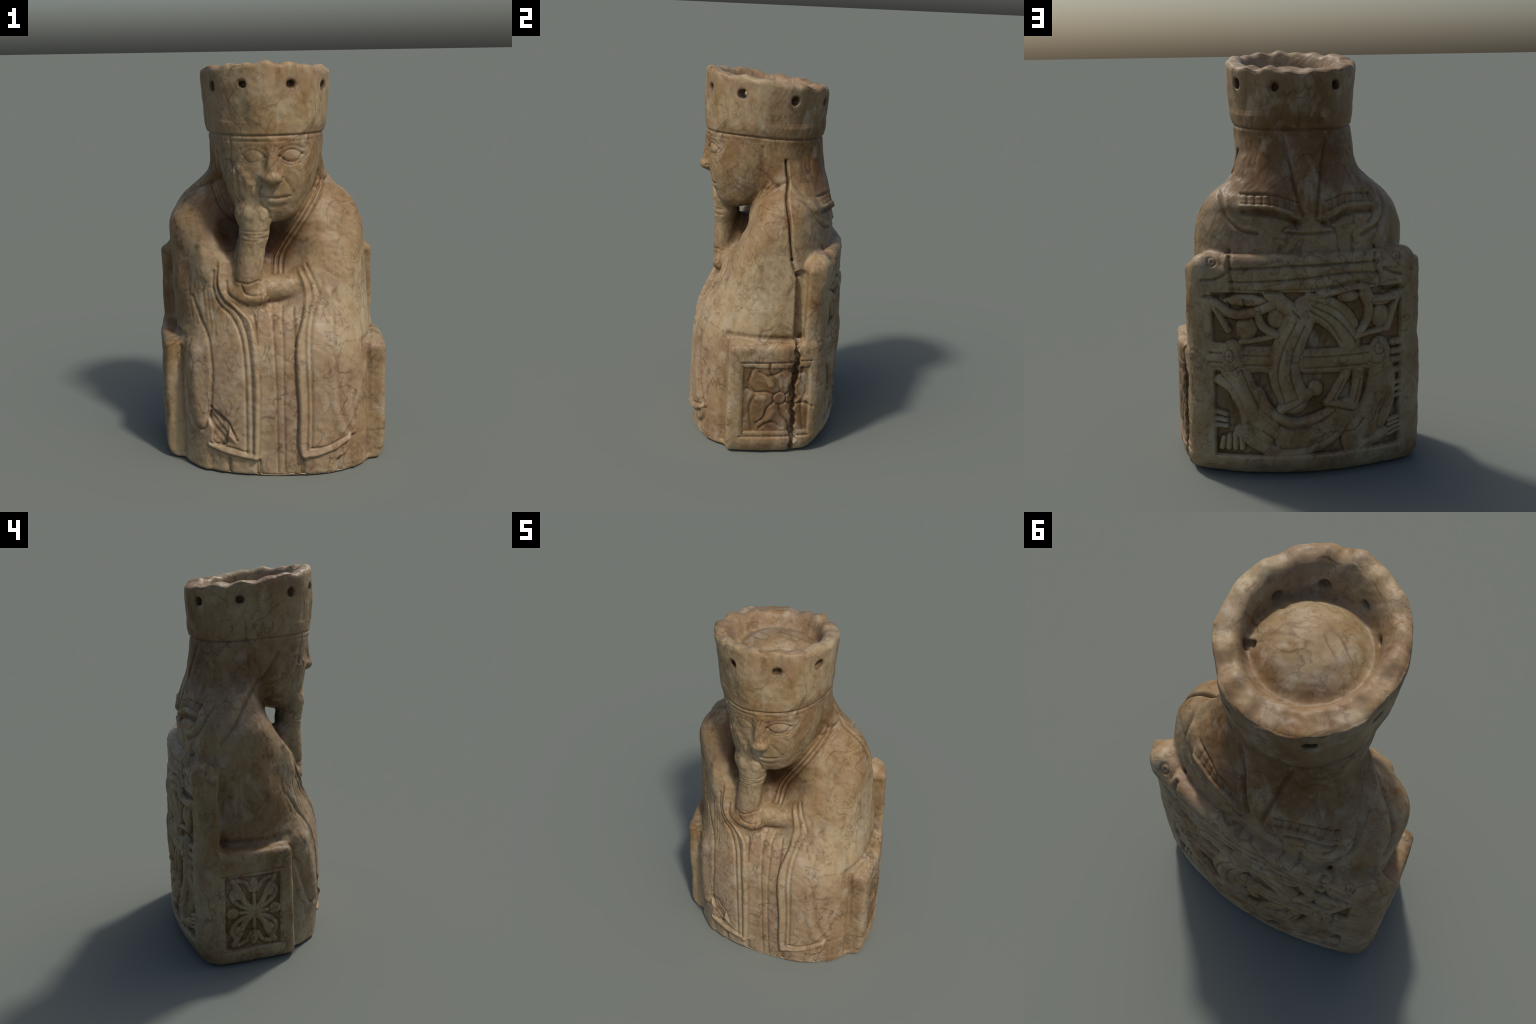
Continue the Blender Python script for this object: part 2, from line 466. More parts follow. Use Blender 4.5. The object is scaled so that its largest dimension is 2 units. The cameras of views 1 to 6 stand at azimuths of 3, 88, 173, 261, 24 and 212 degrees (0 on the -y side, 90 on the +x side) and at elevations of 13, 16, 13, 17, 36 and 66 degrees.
def front_relief(P, N):
    U = P[:, [0, 2]]
    R = Relief(U)
    x, z = U.T
    skirt = sstep(.88, .80, z)
    # gown lies lower than the cloak
    xl, xr = edge_x(CLOAK_L_IN, z), edge_x(CLOAK_R_IN, z)
    opening = sstep(-.004, .006, x - xl)*sstep(-.004, .006, xr - x)*skirt
    hemz = np.where(x < .06, np.interp(x, [-.5, -.288, -.208, -.051, .06], [.16, .138, .114, .09, .09]),
                    np.interp(x, [.06, .164, .237, .336, .412, .5], [.10, .103, .107, .137, .185, .2]))
    below = sstep(.004, -.008, z - hemz)*sstep(-.315, -.285, x)*sstep(.425, .405, x)
    R.h -= np.maximum(.017*opening, .010*below)
    for c in (CLOAK_L_IN, CLOAK_R_IN):
        R.swell(np.array(c) + (-.014 if c is CLOAK_L_IN else .014, 0), .012, .008)
    for c in (CLOAK_L_MID, CLOAK_L_OUT, CLOAK_R_MID, CLOAK_R_OUT):
        R.groove(c, .0075, .0065)
    for c in (HEM_L, HEM_R):
        R.swell(np.array(c) + (0, .012), .011, .007)
    R.groove([(-.288, .162), (-.192, .150), (-.108, .131)], .006, .006)
    R.groove([(.210, .150), (.283, .157), (.385, .195)], .006, .006)
    R.groove([(.415, .185), (.402, .118), (.354, .066)], .010, .008)
    R.swell([(.395, .165), (.380, .115), (.345, .085)], .014, .010)
    # gown pleats
    R.groove([(.022, .835), (.030, .678), (.041, .441), (.045, .02)], .007, .005)
    R.groove([(.067, .833), (.076, .662), (.077, .441), (.080, .02)], .007, .005)
    R.groove([(.123, .833), (.131, .756), (.133, .662)], .007, .009)
    R.groove([(-.067, .80), (-.052, .671)], .007, .008)
    for sx in (-.20, -.055, .168, .351):
        R.groove([(sx, .08), (sx - .004, -.01)], .012, .014)
    # folds of the cloak
    R.groove([(.318, .888), (.330, .749), (.335, .513), (.352, .353), (.389, .231), (.415, .185)], .013, .010)
    R.swell([(.300, .888), (.308, .749), (.312, .513), (.325, .353), (.355, .231)], .022, .010)
    R.groove([(.492, .63), (.499, .410), (.496, .04)], .010, .012)
    R.groove([(-.448, .60), (-.442, .40), (-.440, .04)], .012, .012)
    fold = [(-.426, .518), (-.408, .371), (-.386, .273), (-.356, .227), (-.318, .229), (-.296, .298), (-.286, .345)]
    R.swell([(-.37, .60), (-.360, .45), (-.350, .34), (-.345, .27)], .040, .013)
    R.groove(fold, .008, .011)
    R.groove([(-.286, .345), (-.275, .502), (-.290, .662), (-.333, .756), (-.38, .86)], .010, .008)
    for k in range(6):
        xx = -.40 + .025*k
        R.groove([(xx + .02, 1.00 - .02*k), (xx + .006*math.sin(2.3*k), .90), (xx + .020, .76 - .03*(k % 3))], .008, .0024)
    # broken patch low on the left
    chip = sstep(.010, .0, line_distance(U, [(-.262, .30), (-.235, .25), (-.240, .19)], .1) - .034)
    ragged = 1 + .35*np.sin(47*x + 31*z) + .22*np.sin(83*z - 29*x + 1) + .12*np.sin(171*x + 139*z)
    R.h -= .013*chip*ragged
    R.swell([(-.19, .215), (-.165, .195)], .016, .012)
    R.groove([(-.284, .347), (-.251, .311), (-.206, .288), (-.183, .245), (-.156, .190)], .007, .012)
    # neckline bands
    for o in (0, .024, .048):
        R.groove([(.245 + o, 1.415), (.205 + o, 1.337), (.133 + o*1.1, 1.225), (.054 + o, 1.10), (.024 + o, 1.04), (.02 + o, .98)], .007, .008)
        R.groove([(-.257 - .7*o, 1.405), (-.226 - o*.7, 1.333), (-.190 - o*.6, 1.265), (-.150 - o*.4, 1.215)], .007, .008)
    R.swell([(-.330, 1.11), (-.322, 1.075)], .024, .009)
    # wrist creases and sleeve cuff
    for k, zz in enumerate((1.168, 1.183, 1.200, 1.215)):
        R.groove([(-.128, zz + .008*math.sin(2*k)), (-.06 + .01*k, zz - .006), (.004, zz + .006*math.cos(3*k))], .0055, .0022)
    R.groove([(-.155, .965), (-.10, .955), (-.045, .965)], .007, .006)
    R.groove([(-.200, .955), (-.195, .905), (-.150, .870), (-.10, .843)], .008, .007)
    R.groove([(-.125, .945), (-.105, .905), (-.06, .895), (-.02, .90)], .006, .006)
    R.groove([(-.035, .955), (-.030, .90), (-.035, .84)], .006, .005)
    # face
    def eye(ex, w, k=1.0):
        R.swell([(ex - .03*w, 1.571), (ex + .03*w, 1.571)], .032, -.008*k)
        R.swell([(ex - .022*w, 1.570), (ex + .022*w, 1.570)], .020, .008*k)
        R.groove([(ex - .052*w, 1.568), (ex - .02*w, 1.596), (ex + .02*w, 1.597), (ex + .052*w, 1.575)], .0055, .0045*k)
        R.groove([(ex - .052*w, 1.568), (ex - .02*w, 1.545), (ex + .02*w, 1.542), (ex + .052*w, 1.575)], .0055, .005*k)
        R.groove([(ex - .045*w, 1.546), (ex - .01*w, 1.527), (ex + .04*w, 1.535)], .005, .003*k)
        R.groove([(ex - .055*w, 1.600), (ex, 1.618), (ex + .060*w, 1.600)], .007, .003*k)
        R.dent((ex, 1.569), (.006, .006), .002*k)
    eye(.120, 1.0)
    eye(-.058, -1.0, .4)
    R.groove([(-.022, 1.376), (.05, 1.371), (.115, 1.378)], .007, .0045)
    R.swell([(.0, 1.390), (.05, 1.387), (.10, 1.391)], .014, .003)
    R.swell([(.02, 1.356), (.05, 1.353), (.08, 1.356)], .014, .0035)
    R.groove([(.01, 1.332), (.05, 1.325), (.09, 1.334)], .013, .003)
    R.groove([(-.024, 1.462), (-.020, 1.447), (.002, 1.441)], .006, .006)
    R.groove([(.078, 1.472), (.073, 1.449), (.052, 1.441)], .006, .006)
    R.groove([(.085, 1.465), (.110, 1.43), (.125, 1.395)], .010, .0035)
    R.groove([(-.170, 1.655), (-.165, 1.617), (-.163, 1.484), (-.160, 1.395), (-.155, 1.34)], .006, .005)
    R.groove([(-.02, 1.43), (-.032, 1.40), (-.02, 1.34), (.008, 1.31), (.016, 1.27)], .007, .007)
    return R.h

# back (x, z)
def back_relief(P, N):
    U = P[:, [0, 2]]
    x, z = U.T
    low = z < 1.115
    R = Relief(U)
    panel = inside_rect(U, -.478, .420, .115, .915, .008)
    depth = np.interp(z, [.30, .68], [.032, .022])
    R.floor((panel*depth).astype(F), 1.0)
    R.mask = panel.astype(F)
    H = .030
    # big ribbon of the left serpent, with its knot and cuff
    R.ridge([(.010, .800), (.051, .709), (.088, .592), (.088, .501), (.050, .395)], .078, H + .006)
    R.ridge([(-.010, .845), (-.108, .800), (-.187, .726), (-.225, .657)], .058, H*.85)
    R.ridge([(-.025, .890), (-.130, .862), (-.202, .812), (-.245, .745)], .026, H*.7)
    R.ridge([(.150, .915), (.084, .851), (.005, .800)], .040, H)
    R.ridge([(.005, .840), (.000, .800)], .045, H + .008)
    R.ridge([(.108, .352), (.040, .377), (-.020, .420)], .030, H + .006)
    # cross bars
    R.ridge([(-.02, .583), (-.143, .580), (-.315, .576)], .066, H*.9)
    R.ridge([(.285, .595), (.150, .595)], .070, H*.75)
    R.ridge([(.440, .605), (.375, .600)], .075, H*.9)
    for zz in (.635, .588, .545, .492):
        R.ridge([(-.480, zz), (-.440, zz)], .020, H*.9)
    # bird on the left, and its mirror image
    R.ridge([(.424, .872), (.339, .815), (.248, .818), (.141, .861)], .026, H)
    R.ridge([(.418, .868), (.388, .808), (.350, .735)], .018, H*.9)
    R.ridge([(.212, .813), (.188, .754), (.125, .715)], .022, H)
    R.ridge([(.125, .713), (.200, .695), (.290, .680)], .016, H*.8)
    R.lump((.265, .748), (.052, .060), H*.85)
    R.lump((.128, .795), (.042, .052), H*.6)
    R.lump((.270, .880), (.105, .030), H*.85)
    R.ridge([(-.080, .901), (-.187, .922), (-.280, .930), (-.324, .862), (-.397, .850), (-.470, .872)], .027, H)
    R.ridge([(-.465, .865), (-.434, .788), (-.408, .707)], .020, H)
    R.ridge([(-.410, .707), (-.325, .697), (-.250, .680)], .017, H*.9)
    R.ridge([(-.288, .890), (-.317, .824), (-.308, .757), (-.267, .692)], .024, H)
    R.lump((-.376, .772), (.048, .058), H*.85)
    R.lump((-.215, .882), (.055, .030), H*.9)
    # left beast
    R.ridge([(.332, .560), (.292, .453), (.248, .344), (.166, .246), (.050, .205), (-.083, .225), (-.215, .320)], .072, H)
    R.ridge([(.220, .441), (.179, .355), (.107, .296), (.027, .275), (-.069, .300), (-.128, .327)], .030, H*1.05)
    R.lump((.330, .600), (.062, .092), H + .006)
    R.ridge([(.395, .490), (.330, .440), (.285, .323), (.268, .237)], .030, H)
    R.ridge([(.300, .235), (.235, .185), (.150, .140)], .042, H)
    for k in range(4):
        R.ridge([(.395 - .032*k, .150), (.385 - .028*k, .195 + .012*k)], .017, H*.85)
    for k in range(3):
        R.ridge([(.418, .330 - .035*k), (.372, .318 - .030*k)], .016, H*.75)
    # right beast
    R.ridge([(-.386, .520), (-.360, .382), (-.306, .285), (-.245, .195), (-.262, .125)], .068, H)
    R.ridge([(-.431, .470), (-.428, .332), (-.385, .233)], .034, H*.95)
    R.lump((-.372, .590), (.060, .085), H + .006)
    R.ridge([(-.262, .128), (-.344, .155), (-.400, .180)], .034, H)
    for k in range(4):
        R.ridge([(-.470, .180 + .022*k), (-.425, .165 + .024*k)], .014, H*.85)
    for k in range(3):
        R.ridge([(-.475, .36 + .035*k), (-.445, .35 + .035*k)], .014, H*.75)
    R.ridge([(-.209, .268), (-.128, .185), (-.009, .135), (.132, .120)], .030, H*.95)
    # haunches
    R.lump((.175, .235), (.085, .085), H)
    R.lump((-.305, .245), (.085, .095), H)
    R.lump((-.055, .445), (.040, .048), H*.6)
    # tail ends
    R.ridge([(-.268, .520), (-.255, .404), (-.235, .336)], .032, H)
    R.ridge([(-.205, .510), (-.165, .441), (-.125, .374)], .030, H*.85)
    R.ridge([(-.113, .373), (-.239, .333)], .026, H + .005)
    # engraved lines on the ribbons and bodies
    for c in ([(.036, .775), (.100, .638), (.124, .519), (.094, .388)], [(-.003, .755), (.055, .620), (.064, .516), (.036, .415)],
              [(-.040, .850), (-.144, .790), (-.209, .718), (-.250, .660)], [(-.03, .828), (-.122, .760), (-.180, .668)],
              [(.0, .606), (-.311, .600)], [(.0, .551), (-.304, .546)], [(.28, .618), (.16, .618)], [(.28, .570), (.16, .570)],
              [(.435, .625), (.38, .625)], [(.435, .580), (.38, .580)],
              [(.290, .545), (.255, .45), (.215, .36)], [(.02, .80), (.05, .83)], [(-.02, .80), (-.01, .83)],
              [(.080, .340), (.010, .38)], [(.115, .372), (.03, .405)], [(-.12, .355), (-.235, .318)],
              [(-.27, .47), (-.246, .36)], [(-.19, .48), (-.14, .385)], [(.395, .84), (.335, .79), (.25, .79)],
              [(-.13, .925), (-.27, .945)], [(-.345, .842), (-.44, .838)], [(.195, .24), (.150, .205), (.140, .165)],
              [(-.385, .35), (-.34, .25)], [(-.29, .27), (-.25, .22), (-.20, .215)], [(.33, .395), (.30, .30)],
              [(-.08, .28), (-.15, .33)], [(.12, .27), (.05, .245), (-.03, .255)], [(.34, .845), (.35, .875)], [(.27, .848), (.275, .885)]):
        R.groove(c, .006, .008)
    for ex, ez in ((.344, .614), (-.363, .616)):
        ring = [(ex + .022*math.cos(t), ez + .028*math.sin(t)) for t in np.linspace(0, 6.28, 9)]
        R.groove(ring, .005, .006)
        R.dent((ex, ez), (.006, .006), .005)
        R.groove([(ex + .05, ez - .06), (ex, ez - .075), (ex - .04, ez - .05)], .006, .006)
    # rail: two bands under the roll
    R.groove([(.335, 1.025), (.15, 1.035), (0, 1.040), (-.36, 1.037)], .008, .012)
    R.groove([(.335, .965), (.15, .972), (0, .980), (-.2, .994), (-.36, .985)], .007, .010)
    R.groove([(.330, .925), (.10, .922), (0, .925), (-.15, .935), (-.25, .950), (-.345, .925)], .010, .014)
    # beast-head finials at the corners
    R.groove([(.330, 1.10), (.335, 1.02), (.325, .92), (.36, .895), (.45, .895)], .010, .014)
    R.groove([(-.352, 1.10), (-.345, 1.03), (-.372, .96), (-.385, .905), (-.49, .895)], .010, .014)
    R.groove([(.462, .973), (.40, .978), (.345, 1.012)], .008, .012)
    R.groove([(-.392, 1.002), (-.432, .978), (-.474, .965)], .008, .012)
    for ex, ez in ((.412, 1.057), (-.454, 1.055)):
        R.groove([(ex + .02*math.cos(t), ez + .018*math.sin(t)) for t in np.linspace(0, 6.28, 9)], .005, .004)
        R.dent((ex, ez), (.006, .006), .004)
    for k in range(4):
        R.groove([(.350 + .012*k, .955 - .012*k), (.362 + .014*k, .925)], .005, .003)
    h = np.where(low, R.h, 0)

    # veil on the back of the head and shoulders
    V = Relief(U)
    V.groove([(.072, 1.63), (.041, 1.488), (.017, 1.368), (-.012, 1.262)], .010, .012)
    V.groove([(-.145, 1.63), (-.115, 1.517), (-.094, 1.391), (-.074, 1.255)], .010, .012)
    V.swell([(.130, 1.62), (.130, 1.48), (.135, 1.36)], .055, .008)
    V.swell([(-.190, 1.60), (-.190, 1.48), (-.22, 1.38)], .045, .006)
    # hems: ledge that stands proud, dropping to the cloak below
    def ledge(pts, drop, thick):
        V.swell(np.array(pts) + (0, .016), .016, thick)
        V.groove(np.array(pts) - (0, .013), .014, drop)
    ledge([(.262, 1.288), (.151, 1.286), (.071, 1.268), (.012, 1.236)], .022, .014)
    ledge([(-.110, 1.236), (-.147, 1.245), (-.216, 1.282), (-.345, 1.282)], .022, .014)
    V.groove([(.262, 1.355), (.117, 1.352), (.012, 1.325)], .006, .007)
    V.groove([(.262, 1.312), (.117, 1.310), (.030, 1.285)], .006, .006)
    V.groove([(-.120, 1.325), (-.223, 1.352), (-.335, 1.345)], .006, .007)
    V.groove([(-.130, 1.282), (-.223, 1.315), (-.345, 1.305)], .006, .006)
    for k in range(7):
        t = k/6
        V.groove([(.235 - .20*t, 1.350 - .012*t*t*2), (.235 - .20*t, 1.316 - .012*t*t*2)], .006, .004)
        V.groove([(-.150 - .18*t, 1.328 + .022*math.sin(2.2*t)), (-.150 - .18*t, 1.296 + .022*math.sin(2.2*t))], .006, .004)
    V.groove([(.010, 1.238), (.085, 1.192), (-.02, 1.178), (-.162, 1.187), (-.075, 1.238)], .009, .010)
    V.swell([(.06, 1.197), (-.02, 1.190), (-.13, 1.196)], .012, .008)
    V.groove([(.360, 1.36), (.352, 1.30), (.329, 1.240), (.270, 1.192), (.200, 1.180)], .009, .011)
    V.swell([(.335, 1.34), (.325, 1.29), (.302, 1.250), (.255, 1.212), (.210, 1.200)], .014, .010)
    V.groove([(-.372, 1.39), (-.405, 1.275), (-.378, 1.205), (-.289, 1.160)], .010, .013)
    V.swell([(-.350, 1.38), (-.380, 1.275), (-.355, 1.222), (-.280, 1.182)], .014, .011)
    V.groove([(-.335, 1.34), (-.350, 1.26), (-.320, 1.215)], .008, .008)
    V.swell([(.27, 1.42), (.30, 1.34), (.275, 1.29)], .03, -.008)
    h = h + np.where(low, 0, 1)*V.h*sstep(1.66, 1.60, z)
    return h

# sides (y, z)
def right_relief(P, N):
    U = P[:, [1, 2]]
    y, z = U.T
    R = Relief(U)
    R.floor(inside_rect(U, -.118, .240, .105, .515, .014).astype(F), .009)
    R.ridge([(-.10, .505), (.225, .505)], .014, .006)
    R.ridge([(-.095, .120), (.225, .120)], .014, .006)
    c = np.array((.084, .322))
    R.groove([c + .036*np.array((math.cos(t), math.sin(t))) for t in np.linspace(0, 2*math.pi, 9)], .006, .006)
    for k in range(6):       # leaves around the boss, cut by curved outlines
        a = math.pi/6 + k*math.pi/3
        d = np.array((math.cos(a), math.sin(a)*1.15))
        e = np.array((-d[1], d[0]))
        R.groove([c + .038*d, c + .08*d + .010*e, c + .125*d + .045*e, c + .17*d + .05*e], .007, .007)
        R.swell([c + .07*d + .042*e, c + .115*d + .070*e], .020, .005)
    for p in ([(-.06, .49), (-.085, .40), (-.05, .35), (-.075, .27), (-.06, .14)], [(.20, .49), (.195, .42), (.225, .36), (.20, .29), (.215, .14)],
              [(-.03, .47), (.03, .45), (.09, .475)], [(.14, .47), (.17, .44)], [(-.02, .15), (.04, .185), (.10, .155)]):
        R.groove(p, .008, .006)
    R.groove([(-.125, .520), (.245, .530)], .006, .006)
    R.groove([(-.125, .098), (.245, .100)], .006, .006)
    # the long split in the ivory
    split = [(.072, 1.54), (.076, 1.477), (.084, 1.439), (.076, 1.356), (.094, 1.262), (.103, 1.168), (.118, 1.06)]
    R.groove(split, .0075, .026)
    R.groove([(.118, 1.06), (.128, 1.02), (.150, .98)], .009, .018)
    rough = .010*np.sin(55*z) + .006*np.sin(131*z + 1)
    wide = np.interp(z, [.0, .15, .25, .45, .55, .63, .66, .7, .95, 1.0], [.016, .022, .016, .022, .018, .010, .010, .014, .010, .006])
    cy = np.interp(z, [0, .16, .28, .40, .48, .60, .70, .80, .96], [.160, .160, .158, .156, .168, .168, .172, .176, .180])
    gap = sstep(wide, wide*.55, np.abs(y - cy + rough*.5))
    R.h -= gap*.034*sstep(.66, .62, z)
    # veil edge and hair in front of it
    R.groove([(-.055, 1.60), (-.045, 1.47), (.0, 1.42), (.06, 1.40)], .016, .008)
    R.groove([(-.04, 1.38), (.02, 1.41), (.07, 1.43)], .008, .006)
    R.groove([(-.08, 1.30), (-.03, 1.36), (.03, 1.395)], .008, .006)
    R.groove([(.10, 1.45), (.18, 1.36), (.24, 1.28), (.30, 1.22)], .014, .010)
    R.swell([(.14, 1.50), (.20, 1.40), (.27, 1.30)], .03, .008)
    for k in range(8):
        R.groove([(-.02 + .03*k, 1.63 - .01*k), (.02 + .028*k, 1.54 - .012*k), (.075 + .026*k, 1.47 - .012*k)], .007, .0012)
    R.groove([(-.20, .640), (-.05, .636), (.18, .636)], .014, .012)
    R.groove([(-.13, .78), (-.17, .70), (-.20, .60)], .016, .004)
    return R.h

def left_relief(P, N):
    U = P[:, [1, 2]]
    y, z = U.T
    R = Relief(U)
    R.floor(inside_rect(U, -.112, .185, .095, .500, .012).astype(F), .011)
    H = .012
    c = np.array((.033, .298))
    for sx in (1, -1):
        for sz in (1, -1):
            q = lambda a, b: c + np.array((a*sx, b*sz))
            R.ridge([q(.01, .012), q(.05, .06), q(.075, .12), q(.11, .175)], .017, H)
            R.ridge([q(.02, .015), q(.09, .05), q(.12, .10), q(.10, .14)], .014, H*.9)
            R.lump(q(.085, .100), (.026, .028), H*.9)
            R.ridge([q(.02, .12), q(.045, .165), q(.085, .180)], .013, H*.85)
        R.lump(c + np.array((.112*sx, 0)), (.034, .034), H)
        R.lump(c + np.array((0, .145*sx)), (.026, .045), H)
        R.ridge([c, c + np.array((.07*sx, 0))], .013, H*.8)
        R.ridge([c, c + np.array((0, .09*sx))], .013, H*.8)
    R.groove([(.20, .505), (.03, .512), (-.125, .520)], .007, .007)
    R.groove([(.195, .085), (-.12, .098)], .006, .005)
    # crease between cloak and seat, cloak and post
    R.groove([(-.17, .660), (-.05, .655), (.19, .652)], .012, .006)
    R.groove([(.190, .66), (.190, .80), (.180, .93)], .010, .004)
    R.groove([(.17, .93), (.125, .80), (.10, .72)], .012, .004)
    # veil edge sweeping from the face to the back, strands of hair
    R.groove([(-.16, 1.58), (-.092, 1.464), (-.032, 1.415), (.04, 1.365), (.11, 1.27), (.18, 1.18)], .010, .010)
    R.swell([(-.08, 1.50), (-.01, 1.44), (.07, 1.385), (.14, 1.29)], .022, .008)
    for k in range(9):
        R.groove([(-.13 + .022*k, 1.655 - .004*k), (-.09 + .026*k, 1.55 - .006*k), (-.02 + .028*k, 1.45 - .006*k)], .0065, .0015)
    R.groove([(-.05, 1.36), (-.08, 1.30)], .008, .008)
    R.swell([(.02, 1.20), (-.03, 1.05), (-.06, .90)], .05, .004)
    return R.h

def crown_relief(P, N):
    x, y, z = P.T
    line = 1.664 - .020*sstep(-.3, .25, y)
    h = -.007*np.exp(-((z - line)/.006)**2)
    h -= .002*np.exp(-((z - line + .025)/.005)**2)*sstep(-.15, -.28, y)
    # shallow facets left by the knife
    a = np.arctan2(x, -(y + .036))
    h += .004*np.cos(9*a + .4)*sstep(1.66, 1.75, z)*sstep(-.02, .05, np.hypot(x, y + .04) - .25)
    return h

# -------------------------------------------------------------- build the surface
V, Q = surface_nets()
V, Q = subdivide(V, Q)
V, N = settle(V)

# keep the foot of the carving straight: push it sideways, not down
foot = (V[:, 2] < .03) & (np.hypot(N[:, 0], N[:, 1]) > .25)
N[foot, 2] = 0
N[foot] /= np.linalg.norm(N[foot], axis=1)[:, None]
lump_noise = SineNoise(26); grit_noise = SineNoise(75); fine_noise = SineNoise(170)
h = np.zeros(len(V), F)
cut = np.zeros(len(V), F)       # relief height alone, to tell carved figures from their ground
def add(mask, fn, weight):
    i = np.where(mask)[0]
    r = (fn(V[i], N[i])*weight[i]).astype(F)
    h[i] += r
    cut[i] = np.minimum(cut[i], r)
nx, ny, nz = N.T
vz = V[:, 2]
add((ny < -.05) & (vz < 1.67) & (V[:, 1] < .12), front_relief, sstep(.05, .40, -ny))
add((ny > .10) & (vz < 1.67) & (V[:, 1] > .10), back_relief, sstep(.10, .50, ny))
add((nx > .15) & (vz < 1.66) & (V[:, 0] > .1), right_relief, sstep(.15, .45, nx))
add((nx < -.15) & (vz < 1.67) & (V[:, 0] < -.1), left_relief, sstep(.15, .45, -nx))
add((vz > 1.61), crown_relief, (np.abs(nz) < .7).astype(F))
h += .0022*lump_noise(V) + .0010*grit_noise(V) + .0005*fine_noise(V)
V = V + N*h[:, None]
base = V[:, 2] < .012
V[base, 2] = np.maximum(V[base, 2], 0)
V[:, 2] -= V[:, 2].min()
V[:, 2] *= 2.0/V[:, 2].max()

# -------------------------------------------------------------- name the parts
C = V[Q].mean(1).astype(F)
NF = np.cross(V[Q[:, 2]] - V[Q[:, 0]], V[Q[:, 3]] - V[Q[:, 1]])
NF /= np.linalg.norm(NF, axis=1)[:, None] + 1e-12
cx, cy, cz = C.T
PARTS = ['cloak', 'gown', 'veil', 'head', 'nose', 'eye', 'eye.001', 'crown', 'scalp', 'forearm', 'hand', 'sleeve_forearm',
         'hand.001', 'throne', 'side_panel', 'side_panel.001', 'back_panel', 'top_rail', 'beast_head', 'beast_head.001',
         'panel_ground', 'panel_ground.001', 'panel_ground.002']
ID = {n: i for i, n in enumerate(PARTS)}
lab = np.full(len(C), ID['cloak'])
lab[gown_mask(C)] = ID['gown']
lab[(cz > 1.36) | ((cy > .16) & (cz > 1.175))] = ID['veil']
t = .012
head_in = (loft(C, HEAD) < .016) & (cz > 1.20) & (cy < np.interp(cz, [1.2, 1.4, 1.47, 1.56, 1.65], [-.05, -.04, -.03, -.08, -.13]))
lab[head_in] = ID['head']
lab[(nose(C) < t) & (cy < -.35) & (cz > 1.42)] = ID['nose']
for nm, ex in (('eye', .120), ('eye.001', -.058)):
    lab[(((cx - ex)/.05)**2 + ((cz - 1.570)/.029)**2 < 1) & (cy < -.25)] = ID[nm]
lab[(resting_arm(C) < t) & (cz < 1.0) & (cy < -.15)] = ID['sleeve_forearm']
lab[(resting_hand(C) < t) & (cy < -.18)] = ID['hand.001']
lab[(upright_arm(C) < t) & (cz > .95) & (cz < 1.2)] = ID['forearm']
lab[((upright_hand(C) < t) | (upright_arm(C) < t)) & (cz >= 1.2) & (cz < 1.53)] = ID['hand']
lab[cz > 1.664 - .020*sstep(-.3, .25, cy)] = ID['crown']
lab[(dome(C) < .02) & (cz > 1.72) & (NF[:, 2] > .1) & (loft(C, BOWL) < .005)] = ID['scalp']
th = np.minimum(arm_box(C), back_slab(C)) < .02
th &= ~((loft(C, BODY) < .012) & (cy < .15)) | (arm_box(C) < -.05)
th &= cz < 1.09
lab[th] = ID['throne']
under = (cz < .005)
lab[under] = ID['throne']
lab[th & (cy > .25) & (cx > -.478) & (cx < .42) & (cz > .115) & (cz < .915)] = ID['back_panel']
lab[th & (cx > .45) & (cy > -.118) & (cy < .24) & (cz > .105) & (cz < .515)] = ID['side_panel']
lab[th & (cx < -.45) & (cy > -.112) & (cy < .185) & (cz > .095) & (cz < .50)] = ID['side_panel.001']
lab[(rail(C) < t) & (cz > 1.0)] = ID['top_rail']
lab[th & (cy > .30) & (cx > -.37) & (cx < .34) & (cz >= .915)] = ID['top_rail']
for i, nm in enumerate(('beast_head', 'beast_head.001')):
    lab[(finial(C, i) < .015) & (np.abs(cx) > .34) & (cz > .9)] = ID[nm]

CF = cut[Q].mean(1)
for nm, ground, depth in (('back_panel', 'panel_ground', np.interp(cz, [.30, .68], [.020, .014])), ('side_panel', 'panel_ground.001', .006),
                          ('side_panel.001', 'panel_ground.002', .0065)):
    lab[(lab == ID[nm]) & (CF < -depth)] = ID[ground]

# -------------------------------------------------------------- materials
def new_nodes(name):
    m = bpy.data.materials.new(name)
    m.use_nodes = True
    m.node_tree.nodes.clear()
    return m, m.node_tree.nodes, m.node_tree.links

def srgb(r, g, b):
    f = lambda c: (c/255/12.92) if c/255 <= .04045 else ((c/255 + .055)/1.055)**2.4
    return (f(r), f(g), f(b), 1)

